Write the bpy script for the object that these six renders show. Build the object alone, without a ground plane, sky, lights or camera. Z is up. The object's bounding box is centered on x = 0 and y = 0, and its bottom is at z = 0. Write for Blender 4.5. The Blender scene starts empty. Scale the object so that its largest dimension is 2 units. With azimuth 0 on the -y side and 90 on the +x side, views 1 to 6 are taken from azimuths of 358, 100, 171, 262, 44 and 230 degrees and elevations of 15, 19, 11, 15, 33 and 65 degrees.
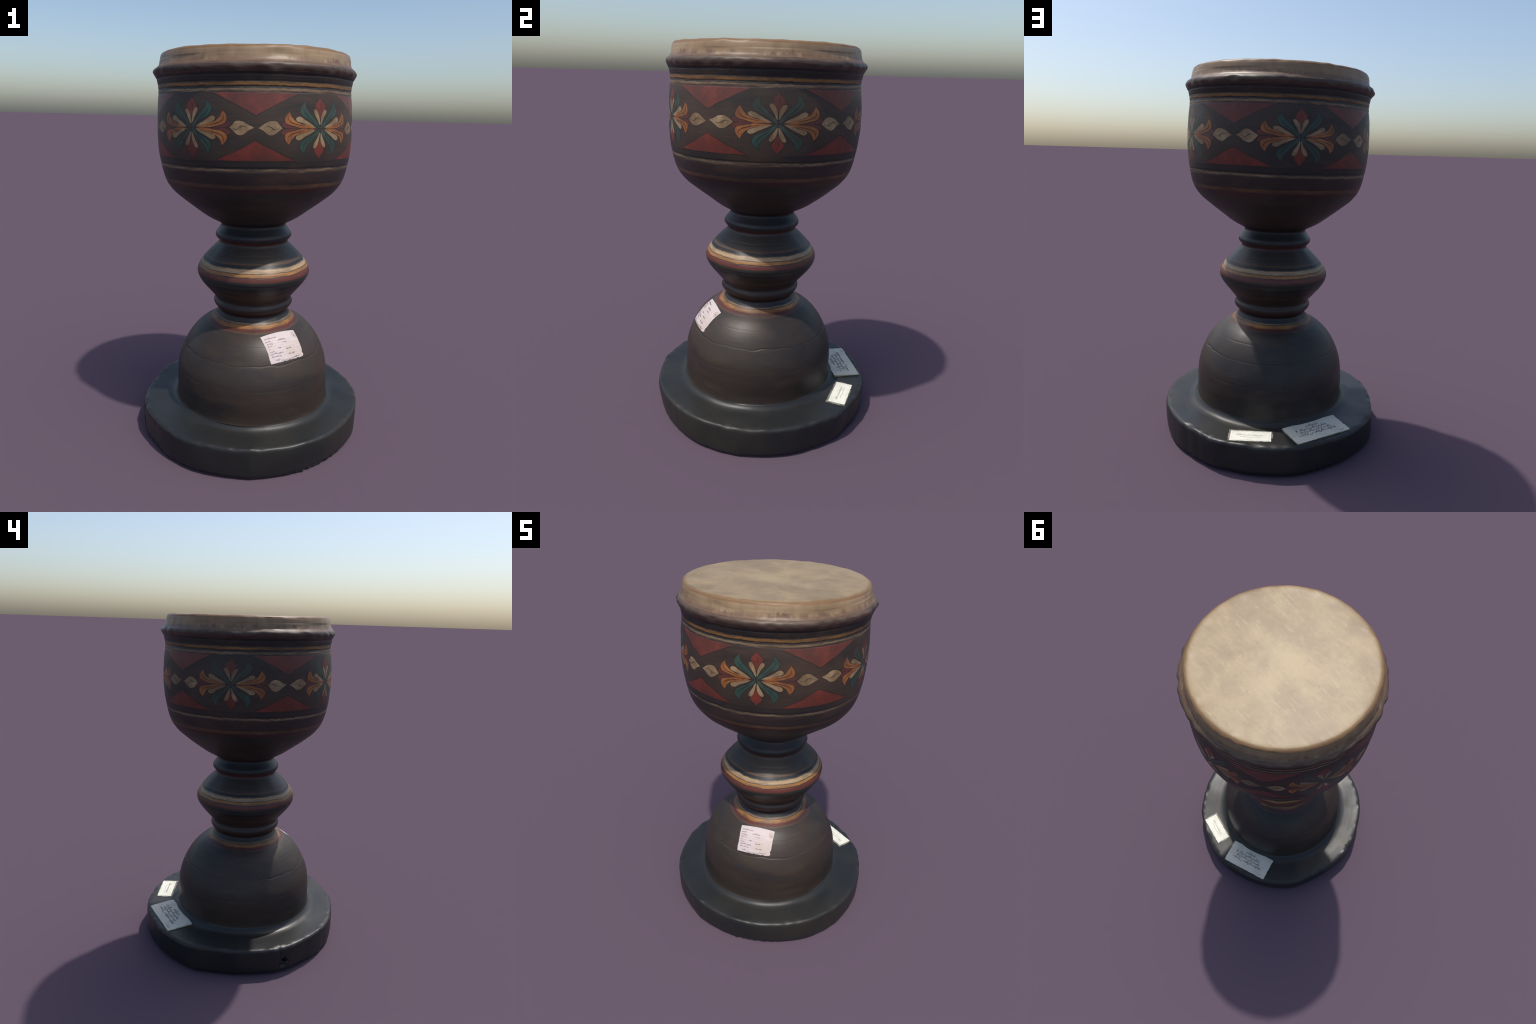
"""Painted wooden goblet drum with a skin head, standing on a dark round plinth
with a paper label on its foot and two handwritten cards on the plinth."""
import bpy, math, random
import numpy as np
from mathutils import Vector
from mathutils.geometry import delaunay_2d_cdt

rng = np.random.default_rng(11)
random.seed(11)
TAU = 2 * math.pi

# ------------------------------------------------------------------ noise
def make_noise(seed, kmin, kmax, count=14, qmax=20.0, falloff=0.5):
    """Periodic-in-angle smooth noise: a sum of harmonics, about +-1."""
    g = np.random.default_rng(seed)
    k = g.integers(kmin, kmax + 1, count)
    a = (k / kmin) ** (-falloff)
    a = a / np.sqrt((a ** 2).sum() / 2) / 1.6
    ph = g.uniform(0, TAU, count)
    q = g.uniform(-qmax, qmax, count)
    def f(th, s=0.0):
        th, s = np.asarray(th, float), np.asarray(s, float)
        out = 0.0
        for i in range(count):
            out = out + a[i] * np.sin(k[i] * th + ph[i] + q[i] * s)
        return out
    return f

def smoothstep(x, a, b):
    t = np.clip((x - a) / (b - a), 0, 1)
    return t * t * (3 - 2 * t)

def bump(x, c, w):
    return np.exp(-((x - c) / w) ** 2)

# ------------------------------------------------------------------ turned profile
# (height along the axis, radius), from under the plinth to the centre of the head
PLINTH_PATH = [(0.000, 0.0015), (0.000, 0.30), (0.000, 0.56), (0.003, 0.583), (0.012, 0.5915), (0.05, 0.596),
               (0.10, 0.597), (0.140, 0.597), (0.154, 0.5955), (0.161, 0.592), (0.1655, 0.585), (0.1675, 0.575),
               (0.1685, 0.54), (0.1690, 0.50), (0.1705, 0.468), (0.175, 0.448), (0.183, 0.435)]
FOOT_PATH = [(0.195, 0.4250), (0.215, 0.4220), (0.25, 0.4215), (0.30, 0.4220), (0.33, 0.4200), (0.36, 0.4170),
             (0.40, 0.4095), (0.43, 0.4000), (0.46, 0.3880), (0.49, 0.3735), (0.52, 0.3560), (0.55, 0.3340),
             (0.575, 0.3115), (0.60, 0.2820), (0.62, 0.2500), (0.635, 0.2240), (0.65, 0.2050), (0.662, 0.1945)]
COLLAR_PATH = [(0.672, 0.1880), (0.680, 0.1865), (0.690, 0.1930), (0.700, 0.2030), (0.712, 0.2115), (0.724, 0.2145),
               (0.735, 0.2115), (0.743, 0.2065)]
BULB_PATH = [(0.750, 0.2055), (0.7625, 0.2120), (0.78, 0.2265), (0.80, 0.2430), (0.825, 0.2640), (0.85, 0.2830),
             (0.875, 0.2975), (0.895, 0.3035), (0.912, 0.3025), (0.93, 0.2960), (0.95, 0.2840), (0.975, 0.2635),
             (1.00, 0.2410), (1.02, 0.2205), (1.04, 0.1995), (1.052, 0.1880)]
NECK_PATH = [(1.060, 0.1838), (1.068, 0.1860), (1.078, 0.1955), (1.0875, 0.2018), (1.098, 0.2030), (1.1100, 0.1985),
             (1.123, 0.1885), (1.140, 0.1765), (1.150, 0.1720)]
BOWL_PATH = [(1.158, 0.1745), (1.168, 0.1905), (1.180, 0.2140), (1.195, 0.2405), (1.2105, 0.2635), (1.225, 0.2830),
             (1.2375, 0.2995), (1.25, 0.3160), (1.2625, 0.3325), (1.275, 0.3490), (1.2875, 0.3645), (1.30, 0.3800),
             (1.3125, 0.3955), (1.325, 0.4100), (1.35, 0.4320), (1.375, 0.4490), (1.40, 0.4600), (1.4375, 0.4710),
             (1.475, 0.4785), (1.5125, 0.4845), (1.55, 0.4880), (1.60, 0.4905), (1.65, 0.4903), (1.70, 0.4887),
             (1.75, 0.4855), (1.80, 0.4803), (1.825, 0.4795), (1.85, 0.4820), (1.868, 0.4865)]
CORD_PATH = [(1.880, 0.4915), (1.889, 0.4955), (1.899, 0.4980), (1.908, 0.4965), (1.915, 0.4915)]
SKIN_PATH = [(1.920, 0.4850), (1.928, 0.4770), (1.938, 0.4725), (1.952, 0.4700), (1.966, 0.4680), (1.977, 0.4650),
             (1.985, 0.4590), (1.9895, 0.4500), (1.9910, 0.4380), (1.9910, 0.40), (1.9905, 0.30), (1.990, 0.15),
             (1.990, 0.0015)]
PARTS = [("plinth", PLINTH_PATH), ("foot", FOOT_PATH), ("stem_collar", COLLAR_PATH), ("stem_bulb", BULB_PATH),
         ("neck_ring", NECK_PATH), ("bowl", BOWL_PATH), ("lacing_ring", CORD_PATH), ("skin_head", SKIN_PATH)]

def catmull(points, step):
    """Dense centripetal Catmull-Rom curve through the control points."""
    p = np.array(points, float)
    p = np.vstack([2 * p[0] - p[1], p, 2 * p[-1] - p[-2]])
    out, src = [], []
    for i in range(1, len(p) - 2):
        p0, p1, p2, p3 = p[i - 1], p[i], p[i + 1], p[i + 2]
        t0 = 0.0
        t1 = t0 + max(np.linalg.norm(p1 - p0), 1e-5) ** 0.5
        t2 = t1 + max(np.linalg.norm(p2 - p1), 1e-5) ** 0.5
        t3 = t2 + max(np.linalg.norm(p3 - p2), 1e-5) ** 0.5
        length = np.linalg.norm(p2 - p1)
        n = max(1, int(round(length / step)))
        for j in range(n):
            t = t1 + (t2 - t1) * j / n
            a1 = (t1 - t) / (t1 - t0) * p0 + (t - t0) / (t1 - t0) * p1
            a2 = (t2 - t) / (t2 - t1) * p1 + (t - t1) / (t2 - t1) * p2
            a3 = (t3 - t) / (t3 - t2) * p2 + (t - t2) / (t3 - t2) * p3
            b1 = (t2 - t) / (t2 - t0) * a1 + (t - t0) / (t2 - t0) * a2
            b2 = (t3 - t) / (t3 - t1) * a2 + (t - t1) / (t3 - t1) * a3
            out.append((t2 - t) / (t2 - t1) * b1 + (t - t1) / (t2 - t1) * b2)
            src.append(i - 1)
    out.append(p[-2]); src.append(len(points) - 1)
    return np.array(out), np.array(src)

path, owner = [], []
for name, pts in PARTS:
    path += pts
    owner += [name] * len(pts)
dense, src = catmull(path, 0.0028)
row_part = np.array([owner[i] for i in src])
# thin out the flat head and underside, where nothing happens
keep, last = [], None
for i, (s, r) in enumerate(dense):
    flat = (s < 0.0005 and r < 0.55) or (s > 1.9885 and r < 0.43)
    if flat and last is not None and abs(r - last) < 0.011 and r > 0.002:
        continue
    keep.append(i); last = r
dense, row_part = dense[keep], row_part[keep]
S, R = dense[:, 0], dense[:, 1]
NROW, NCOL = len(S), 400
TH = np.arange(NCOL) / NCOL * TAU

# ------------------------------------------------------------------ axis (the drum leans a little)
AXIS = np.array([-0.0115, 0.0072, 1.0])
def axis_point(s):
    return np.array([0.0125, -0.0232, 0.0]) + s * np.array([-0.0115, 0.0072, 0.0])

# plinth outline: radius by direction in degrees, a worn hand-sawn disc with flats and corners
PLINTH_OUTLINE = [(-166, 0.607), (-157, 0.608), (-146, 0.602), (-134, 0.607), (-122, 0.613), (-110, 0.606), (-98, 0.608),
                  (-90, 0.610), (-78, 0.605), (-66, 0.611), (-54, 0.611), (-44, 0.608), (-33, 0.609), (-23, 0.611),
                  (-8, 0.611), (4, 0.610), (16, 0.608), (27, 0.606), (36, 0.602), (44, 0.602), (54, 0.613), (63, 0.604),
                  (72, 0.606), (84, 0.609), (95, 0.608), (104, 0.603), (112, 0.601), (124, 0.604), (136, 0.606),
                  (148, 0.611), (156, 0.598), (164, 0.590), (176, 0.590), (186, 0.598)]
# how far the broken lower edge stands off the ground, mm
PLINTH_STANDOFF = [(-160, 3), (-134, 5), (-110, 7), (-92, 1), (-68, 8), (-45, 11), (-20, 6), (2, 3), (27, 4), (43, 11), (55, 2),
                   (78, 3), (104, 4), (111, 5), (136, 4), (150, 1), (165, 4), (179, 5)]
oa = np.radians([a for a, _ in PLINTH_OUTLINE]); orr = np.array([r for _, r in PLINTH_OUTLINE])
oa3 = np.concatenate([oa - TAU, oa, oa + TAU]); or3 = np.tile(orr, 3)
o = np.argsort(oa3); oa3, or3 = oa3[o], or3[o]
sa = np.radians([a for a, _ in PLINTH_STANDOFF]); sz = np.array([z for _, z in PLINTH_STANDOFF]) * 0.001
def standoff(th):
    th = (np.asarray(th) + math.pi) % TAU - math.pi
    return np.interp(th, np.concatenate([sa - TAU, sa, sa + TAU]), np.tile(sz, 3))
def blot(x, y, seed, wave=0.2, count=16):
    """Undirected lumps over a plane, about +-1."""
    g = np.random.default_rng(seed); out = 0
    for _ in range(count):
        a, ph = g.uniform(0, TAU), g.uniform(0, TAU); k = TAU / (wave * g.uniform(0.6, 1.8))
        out = out + np.sin(k * (x * math.cos(a) + y * math.sin(a)) + ph)
    return out / math.sqrt(count / 2) / 1.6
def plinth_radius(th):
    th = (np.asarray(th) + math.pi) % TAU - math.pi
    w = np.radians(2.2)
    return sum(np.interp(th + d, oa3, or3) for d in (-w, -w / 2, 0, w / 2, w)) / 5

n_low = make_noise(1, 2, 6, 12, 9)
n_mid = make_noise(2, 5, 16, 16, 30)
n_fine = make_noise(3, 18, 60, 20, 60)
n_cord = make_noise(4, 9, 42, 18, 40, 0.3)
n_cordz = make_noise(5, 4, 22, 14, 0)
n_rim = make_noise(6, 8, 44, 18, 0, 0.35)
n_crack = make_noise(7, 3, 30, 16, 0, 0.6)
n_edge = make_noise(8, 14, 70, 22, 15, 0.3)
n_foot = make_noise(9, 40, 110, 24, 0, 0.2)
n_top = make_noise(10, 3, 14, 12, 0)

TG, SG = np.meshgrid(TH, S)
RG = np.repeat(R[:, None], NCOL, 1)
PARTG = np.repeat(row_part[:, None], NCOL, 1)
is_plinth = PARTG == "plinth"

wp = smoothstep(RG, 0.455, 0.565) * is_plinth              # 1 on the plinth's rim and side
under = is_plinth & (SG < 0.002) & (RG < 0.57)
wp = np.where(under, smoothstep(RG, 0.2, 0.56), wp)
drum = 1 - is_plinth.astype(float)
skin = (PARTG == "skin_head")
cord_w = bump(SG, 1.900, 0.016)
top_w = skin & (RG < 0.47)

rad = RG.copy()
# plinth: outline, lumps, worn upper edge, hole with a split in its side
rad = rad * (1 - wp) + wp * (rad * plinth_radius(TG) / 0.597)
rad += wp * (0.0018 * n_mid(TG, SG) + 0.0007 * n_edge(TG, SG))
side = wp * smoothstep(SG, 0.0005, 0.01) * (1 - smoothstep(SG, 0.150, 0.168))
dth = lambda deg: (TG - math.radians(deg) + math.pi) % TAU - math.pi
rag = 0.25 * n_fine(TG, SG * 3)
hole = np.exp(-((dth(-160.6) * 0.59 / 0.0125 + rag + 0.25 * (SG - 0.074) / 0.017) ** 4 + ((SG - 0.074) / 0.019 + rag) ** 4))
hole = np.maximum(hole, 0.45 * np.exp(-((dth(-161.9) * 0.59 / 0.016 + rag) ** 2 + ((SG - 0.046) / 0.012) ** 2)))
rad -= side * 0.040 * hole
rad -= side * 0.011 * bump(dth(-60), 0, 0.42) * (1 - smoothstep(SG, 0.02, 0.13))      # undercut side
slit = bump(dth(-163.6 + 0.0) * 0.59 + 0.01 * (SG - 0.1), 0, 0.006) * smoothstep(SG, 0.0, 0.02)
rad -= wp * 0.010 * slit * (1 - smoothstep(SG, 0.168, 0.1695))
chip = bump(dth(-161.8) * 0.59, 0, 0.018) * bump(SG, 0.03, 0.02)
rad -= side * 0.007 * chip
# drum: gentle out-of-roundness of a hand-turned, hand-carved block
rad += drum * (~top_w) * (0.0016 * n_low(TG, SG) + 0.0007 * n_mid(TG, SG)) * smoothstep(RG, 0.05, 0.2)
rad += drum * 0.0025 * bump(SG, 1.26, 0.06) * n_low(TG, 0.3) * 1.6
# turned grooves on the foot, the lower one cracked open and wavering
for s0, depth, width, waver in ((0.4895, 0.0030, 0.0026, 0.0040), (0.5680, 0.0012, 0.0024, 0.0015), (0.3720, 0.0007, 0.003, 0.003)):
    along = 0.55 + 0.45 * n_low(TG, s0 * 7)
    rad -= depth * np.clip(along, 0.40, 1) * bump(SG, s0 + waver * n_crack(TG), width) * (PARTG == "foot")
# turned lines on the bowl and the bulb
for s0, depth, width in ((1.8190, 0.0018, 0.0035), (1.7985, 0.0016, 0.003), (1.8415, 0.0012, 0.003), (1.4775, 0.0014, 0.0030),
                         (1.4615, 0.0008, 0.003), (1.868, 0.0020, 0.004), (0.9465, 0.0011, 0.0022), (0.9295, 0.0011, 0.0022),
                         (1.0150, 0.0009, 0.003), (0.8450, 0.0008, 0.003), (0.8100, 0.0010, 0.003)):
    rad -= depth * bump(SG, s0 + 0.0012 * n_crack(TG, s0), width) * drum
# wood grain of the lathe on the bulb
rad += (PARTG == "stem_bulb") * 0.00025 * np.sin(SG * 900 + 2 * n_mid(TG)) * bump(SG, 0.99, 0.07)
# lacing ring: knobbly skin wrapped over a hoop
rad += cord_w * (0.0030 * n_cord(TG, SG * 0.5) + 0.0012 * n_fine(TG, SG))
rad += drum * 0.008 * bump(dth(52), 0, 0.6) * bump(SG, 1.885, 0.05) * (RG > 0.46)
rad += cord_w * 0.004 * bump((TG - math.radians(180) + math.pi) % TAU - math.pi, 0, 0.5)
# skin side: shallow vertical puckers
rad += skin * (RG > 0.462) * (0.0014 * n_mid(TG, 0) + 0.0009 * n_fine(TG, 0))
rad -= skin * (0.010 * bump(dth(-79), 0, 0.10) * bump(SG, 1.955, 0.02)) * (RG > 0.45) * 0.6

hz = SG.copy()
PX, PY = rad * np.cos(TG), rad * np.sin(TG)
hz += bump(SG, 1.900, 0.02) * 0.0026 * n_cordz(TG)
hz += skin * smoothstep(RG, 0.40, 0.45) * smoothstep(SG, 1.955, 1.985) * (0.0008 * n_rim(TG) + 0.0012 * n_top(TG))
hz += skin * -0.0020 * bump(RG, 0.0, 0.28)
hz += skin * 0.0006 * blot(PX, PY, 61, 0.3) * (RG < 0.46)
stem = np.isin(PARTG, ('stem_collar', 'stem_bulb', 'neck_ring'))
hz += stem * bump(SG, 0.9, 0.17) * 0.0025 * n_top(TG, 2)
hz += is_plinth * smoothstep(SG, 0.10, 0.165) * (0.0018 * blot(PX, PY, 51, 0.3) + 0.0003 * blot(PX, PY, 52, 0.09)
      - 0.0010 - 0.0052 * np.cos(TG - math.radians(140)) * smoothstep(RG, 0.4, 0.5))
hz += is_plinth * smoothstep(RG, 0.565, 0.590) * smoothstep(SG, 0.13, 0.155) * (0.0020 * n_edge(TG, 0) + 0.0018 * n_mid(TG, 4))
low = is_plinth * smoothstep(RG, 0.545, 0.58) * (1 - smoothstep(SG, 0.003, 0.03))
hz += low * np.clip(standoff(TG) + 0.0030 * n_mid(TG, 2) + 0.0034 * n_foot(TG) * np.clip(n_top(TG, 3) + 0.1, 0, 1) - 0.001, 0, 0.02)
rad -= low * np.clip(0.004 * n_foot(TG, 0) * np.clip(n_top(TG, 3), 0, 1) + 0.0015, 0, 0.01)

# local frame -> world
lean = smoothstep(SG, 0.17, 0.26)
lean = np.where(is_plinth & (SG < 0.172), 0.0, lean)
own = 1 - wp                                               # plinth rim is centred, the drum sits off-centre
own = np.where(under, 0, own)
ax = axis_point(0.0)
cx = own * (ax[0] + hz * AXIS[0])
cy = own * (ax[1] + hz * AXIS[1])
lop = bump(SG, 1.22, 0.075) * drum                         # the bowl's underside is carved a little off-centre
cx = cx - 0.003 * lop; cy = cy + 0.004 * lop
X = cx + rad * np.cos(TG)
Y = cy + rad * np.sin(TG)
Z = hz - lean * (AXIS[0] * rad * np.cos(TG) + AXIS[1] * rad * np.sin(TG))
GRID = np.stack([X, Y, Z], -1)
GRID[..., 2] -= GRID[..., 2].min()
GRID[..., 2] *= 2.0 / GRID[..., 2].max()

# normals of the whole turned surface
dT = np.roll(GRID, -1, 1) - np.roll(GRID, 1, 1)
dS = np.empty_like(GRID)
dS[1:-1] = GRID[2:] - GRID[:-2]; dS[0] = GRID[1] - GRID[0]; dS[-1] = GRID[-1] - GRID[-2]
NRM = np.cross(dT, dS)
NRM /= np.maximum(np.linalg.norm(NRM, axis=-1, keepdims=True), 1e-12)
NRM[0] = (0, 0, -1)
NRM[-1] = (0, 0, 1)

def surface(th, s):
    """Point and normal on the drum body (foot to bowl) at an angle and a height along the axis."""
    i = np.interp(s, SURF_S, SURF_I)
    i0 = np.clip(i.astype(int), 0, NROW - 2); fi = (i - i0)[:, None]
    j = (th % TAU) / TAU * NCOL
    j0 = np.floor(j).astype(int); fj = (j - j0)[:, None]; j0 %= NCOL; j1 = (j0 + 1) % NCOL
    def bil(G):
        return (G[i0, j0] * (1 - fi) * (1 - fj) + G[i0 + 1, j0] * fi * (1 - fj)
                + G[i0, j1] * (1 - fi) * fj + G[i0 + 1, j1] * fi * fj)
    n = bil(NRM)
    return bil(GRID), n / np.linalg.norm(n, axis=1, keepdims=True)
_sel = np.where((row_part != "plinth") & (row_part != "skin_head"))[0]
SURF_S, SURF_I = S[_sel], _sel.astype(float)

# ------------------------------------------------------------------ material toolkit
class Nodes:
    def __init__(self, name):
        self.mat = bpy.data.materials.new(name)
        self.mat.use_nodes = True
        self.t = self.mat.node_tree
        self.t.nodes.clear()
        self.out = self.t.nodes.new("ShaderNodeOutputMaterial")
        self.bsdf = self.t.nodes.new("ShaderNodeBsdfPrincipled")
        self.t.links.new(self.bsdf.outputs[0], self.out.inputs[0])
        self.co = self.t.nodes.new("ShaderNodeTexCoord").outputs["Object"]
    def put(self, sock, v):
        if isinstance(v, bpy.types.NodeSocket):
            self.t.links.new(v, sock)
        elif v is not None:
            if hasattr(sock.default_value, "__len__") and not hasattr(v, "__len__"):
                v = [v] * len(sock.default_value)
            if hasattr(v, "__len__") and len(v) == 3 and len(sock.default_value) == 4:
                v = (*v, 1)
            sock.default_value = v
    def math(self, op, a, b=None, c=None, clamp=False):
        n = self.t.nodes.new("ShaderNodeMath"); n.operation = op; n.use_clamp = clamp
        for s, v in zip(n.inputs, (a, b, c)):
            self.put(s, v)
        return n.outputs[0]
    def mapping(self, vec, scale=(1, 1, 1), rot=(0, 0, 0), loc=(0, 0, 0)):
        n = self.t.nodes.new("ShaderNodeMapping")
        self.put(n.inputs["Vector"], vec)
        n.inputs["Scale"].default_value = scale; n.inputs["Rotation"].default_value = rot; n.inputs["Location"].default_value = loc
        return n.outputs[0]
    def noise(self, scale, detail=4, rough=0.55, vec=None, w=None):
        n = self.t.nodes.new("ShaderNodeTexNoise")
        self.put(n.inputs["Vector"], vec or self.co)
        n.inputs["Scale"].default_value = scale; n.inputs["Detail"].default_value = detail; n.inputs["Roughness"].default_value = rough
        return n.outputs[0]
    def range(self, v, a, b, c=0.0, d=1.0):
        n = self.t.nodes.new("ShaderNodeMapRange"); n.interpolation_type = "SMOOTHSTEP"
        for s, x in zip(n.inputs, (v, a, b, c, d)):
            self.put(s, x)
        return n.outputs[0]
    def mix(self, f, a, b, mode="MIX"):
        n = self.t.nodes.new("ShaderNodeMix"); n.data_type = "RGBA"; n.blend_type = mode
        self.put(n.inputs[0], f); self.put(n.inputs[6], a); self.put(n.inputs[7], b)
        return n.outputs[2]
    def ramp(self, v, stops):
        n = self.t.nodes.new("ShaderNodeValToRGB")
        e = n.color_ramp.elements
        while len(e) > 1:
            e.remove(e[-1])
        for k, (p, c) in enumerate(stops):
            x = e[0] if k == 0 else e.new(p)
            x.position = p; x.color = (*c, 1)
        self.put(n.inputs[0], v)
        return n.outputs[0]
    def axis_height(self):
        n = self.t.nodes.new("ShaderNodeVectorMath"); n.operation = "DOT_PRODUCT"
        self.put(n.inputs[0], self.co); n.inputs[1].default_value = tuple(AXIS)
        return n.outputs["Value"]
    def finish(self, colour, rough=0.42, height=None, strength=0.2, dist=0.002, spec=0.38):
        b = self.bsdf
        self.put(b.inputs["Base Color"], colour); self.put(b.inputs["Roughness"], rough)
        b.inputs["Specular IOR Level"].default_value = spec
        if height is not None:
            n = self.t.nodes.new("ShaderNodeBump")
            n.inputs["Strength"].default_value = strength; n.inputs["Distance"].default_value = dist
            self.put(n.inputs["Height"], height); self.put(b.inputs["Normal"], n.outputs[0])
        return self.mat

def bands(edges, lo, hi, soft=0.0012):
    """Painted turned bands: [(start height, colour), ...] -> colour ramp stops with slightly soft edges."""
    stops, prev = [], None
    for s, c in edges:
        p = (s - lo) / (hi - lo); w = soft / (hi - lo)
        if prev is None:
            stops.append((max(0.0, p), c))
        else:
            stops.append((max(0.0, p - w), prev)); stops.append((min(1.0, p + w), c))
        prev = c
    return stops[:32]

DARK = (0.036, 0.026, 0.020)
BLACK = (0.016, 0.014, 0.014)
BLUE_BLACK = (0.013, 0.0145, 0.017)
MAROON = (0.052, 0.017, 0.016)
RED = (0.110, 0.029, 0.021)
ORANGE = (0.255, 0.124, 0.036)
OCHRE = (0.135, 0.068, 0.030)
CREAM = (0.27, 0.185, 0.108)
GREEN = (0.038, 0.105, 0.090)
GROUND = (0.050, 0.0335, 0.0245)

def turned_paint(name, edges, lo, hi, waver=0.006, soft=0.0012, rough=0.42, worn=0.5, waver_scale=9.0, glaze=None, glaze_amt=1.0):
    """Lathe-applied paint: wavering bands, rubbed through to dark wood along streaks."""
    m = Nodes(name)
    s = m.axis_height()
    ring = m.mapping(m.co, scale=(1, 1, 0.15))
    w1 = m.math("SUBTRACT", m.noise(waver_scale, 4, 0.6, ring), 0.5)
    w2 = m.math("SUBTRACT", m.noise(60, 3, 0.6), 0.5)
    s = m.math("ADD", s, m.math("MULTIPLY", w1, waver))
    w3 = m.math("SUBTRACT", m.noise(26, 4, 0.65, m.mapping(m.co, scale=(1, 1, 0.4), loc=(3, 0, 2))), 0.5)
    s = m.math("ADD", s, m.math("MULTIPLY", w3, waver * 1.1))
    s = m.math("ADD", s, m.math("MULTIPLY", w2, waver * 0.5))
    f = m.math("DIVIDE", m.math("SUBTRACT", s, lo), hi - lo)
    col = m.ramp(f, bands(edges, lo, hi, soft))
    broken = m.noise(9, 6, 0.7, m.mapping(m.co, scale=(1, 1, 9), loc=(5, 2, 1)))
    col = m.mix(m.range(broken, 0.47, 0.62, 0, worn), col, m.mix(0.72, col, DARK))
    rub = m.noise(3.0, 5, 0.6, m.mapping(m.co, scale=(1, 1, 5), loc=(1, 7, 3)))
    col = m.mix(m.range(rub, 0.50, 0.72, 0, 0.55), col, m.mix(0.5, col, (0.070, 0.046, 0.028)))
    streak = m.noise(7, 6, 0.65, m.mapping(m.co, scale=(1, 1, 28)))
    col = m.mix(m.range(streak, 0.35, 0.75, 0.0, worn), col, m.mix(0.5, col, BLACK))
    patch = m.noise(3.2, 4, 0.55)
    col = m.mix(m.range(patch, 0.38, 0.7, 0.0, 0.35), col, m.mix(1.0, col, (0.72, 0.66, 0.62), "MULTIPLY"))
    if glaze:
        g1 = m.noise(2.4, 5, 0.62, m.mapping(m.co, scale=(1, 1, 2.2), loc=(4, 1, 9)))
        g2 = m.noise(3.1, 6, 0.66, m.mapping(m.co, scale=(1, 1, 3.0), loc=(8, 3, 2)))
        g3 = m.noise(6.0, 6, 0.7, m.mapping(m.co, scale=(1, 1, 5.0), loc=(2, 6, 4)))
        col = m.mix(m.range(g1, 0.44, 0.64, 0, 0.75 * glaze_amt), col, m.mix(0.75, col, glaze[0]))
        col = m.mix(m.range(g2, 0.48, 0.68, 0, 0.75 * glaze_amt), col, m.mix(0.7, col, glaze[1]))
        col = m.mix(m.range(g3, 0.54, 0.72, 0, 0.6 * glaze_amt), col, m.mix(0.6, col, glaze[2]))
    fine = m.noise(140, 3, 0.6)
    col = m.mix(m.range(fine, 0.60, 0.75, 0.0, 0.35), col, m.mix(0.6, col, DARK))
    h = m.math("ADD", m.math("MULTIPLY", streak, 0.6), m.math("MULTIPLY", fine, 0.4))
    r = m.range(patch, 0.3, 0.7, rough - 0.05, rough + 0.07)
    return m.finish(col, r, h, 0.22, 0.002)

mat_bowl = turned_paint("painted_bowl_wood", [
    (1.15, BLACK), (1.18, DARK), (1.335, (0.026, 0.026, 0.020)), (1.362, MAROON), (1.3865, OCHRE), (1.4035, (0.034, 0.021, 0.019)),
    (1.4635, CREAM), (1.4745, BLACK), (1.484, (0.026, 0.023, 0.021)), (1.505, BLACK), (1.509, GROUND), (1.7955, BLACK),
    (1.8010, CREAM), (1.8130, BLACK), (1.8255, ORANGE), (1.8385, BLACK), (1.845, BLUE_BLACK), (1.866, MAROON)], 1.15, 1.90,
    waver=0.009, worn=0.75, rough=0.47, glaze=[(0.018, 0.016, 0.015), (0.070, 0.038, 0.024), (0.060, 0.044, 0.032)])
mat_foot = turned_paint("varnished_foot_wood", [
    (0.17, DARK), (0.6195, (0.09, 0.075, 0.055)), (0.6215, RED), (0.6330, (0.25, 0.085, 0.03)), (0.6360, (0.36, 0.165, 0.045)),
    (0.6475, BLACK), (0.6500, CREAM), (0.6560, BLUE_BLACK)], 0.17, 0.70, waver=0.007, worn=0.6, rough=0.46,
    glaze_amt=0.85, glaze=[(0.010, 0.013, 0.017), (0.058, 0.037, 0.023), (0.064, 0.054, 0.042)])
mat_collar = turned_paint("stem_collar_paint", [
    (0.66, BLUE_BLACK), (0.678, BLACK), (0.690, MAROON), (0.706, (0.036, 0.020, 0.017)), (0.722, (0.030, 0.021, 0.017)), (0.738, DARK)], 0.66, 0.76, waver=0.004, rough=0.40)
mat_bulb = turned_paint("stem_bulb_paint", [
    (0.74, DARK), (0.800, (0.060, 0.034, 0.020)), (0.816, (0.034, 0.026, 0.020)), (0.852, BLACK), (0.868, (0.026, 0.036, 0.029)), (0.882, BLACK),
    (0.890, (0.030, 0.034, 0.029)), (0.9045, (0.135, 0.034, 0.024)), (0.9270, BLACK), (0.9305, (0.36, 0.170, 0.050)), (0.9450, BLACK), (0.9480, (0.42, 0.290, 0.160)), (0.9655, (0.12, 0.09, 0.06)),  # orange and cream brightened, cream also warmed, to carry sunlight on the bulb
    (0.969, BLUE_BLACK), (0.982, (0.095, 0.052, 0.028)), (0.991, (0.040, 0.034, 0.028)), (0.997, (0.085, 0.055, 0.034)), (1.003, (0.045, 0.036, 0.028)), (1.006, (0.10, 0.062, 0.038)), (1.015, BLUE_BLACK)],
    0.74, 1.07, waver=0.007, worn=0.45, rough=0.43, glaze_amt=0.5, glaze=[(0.014, 0.015, 0.016), (0.070, 0.042, 0.024), (0.060, 0.046, 0.034)])
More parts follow.
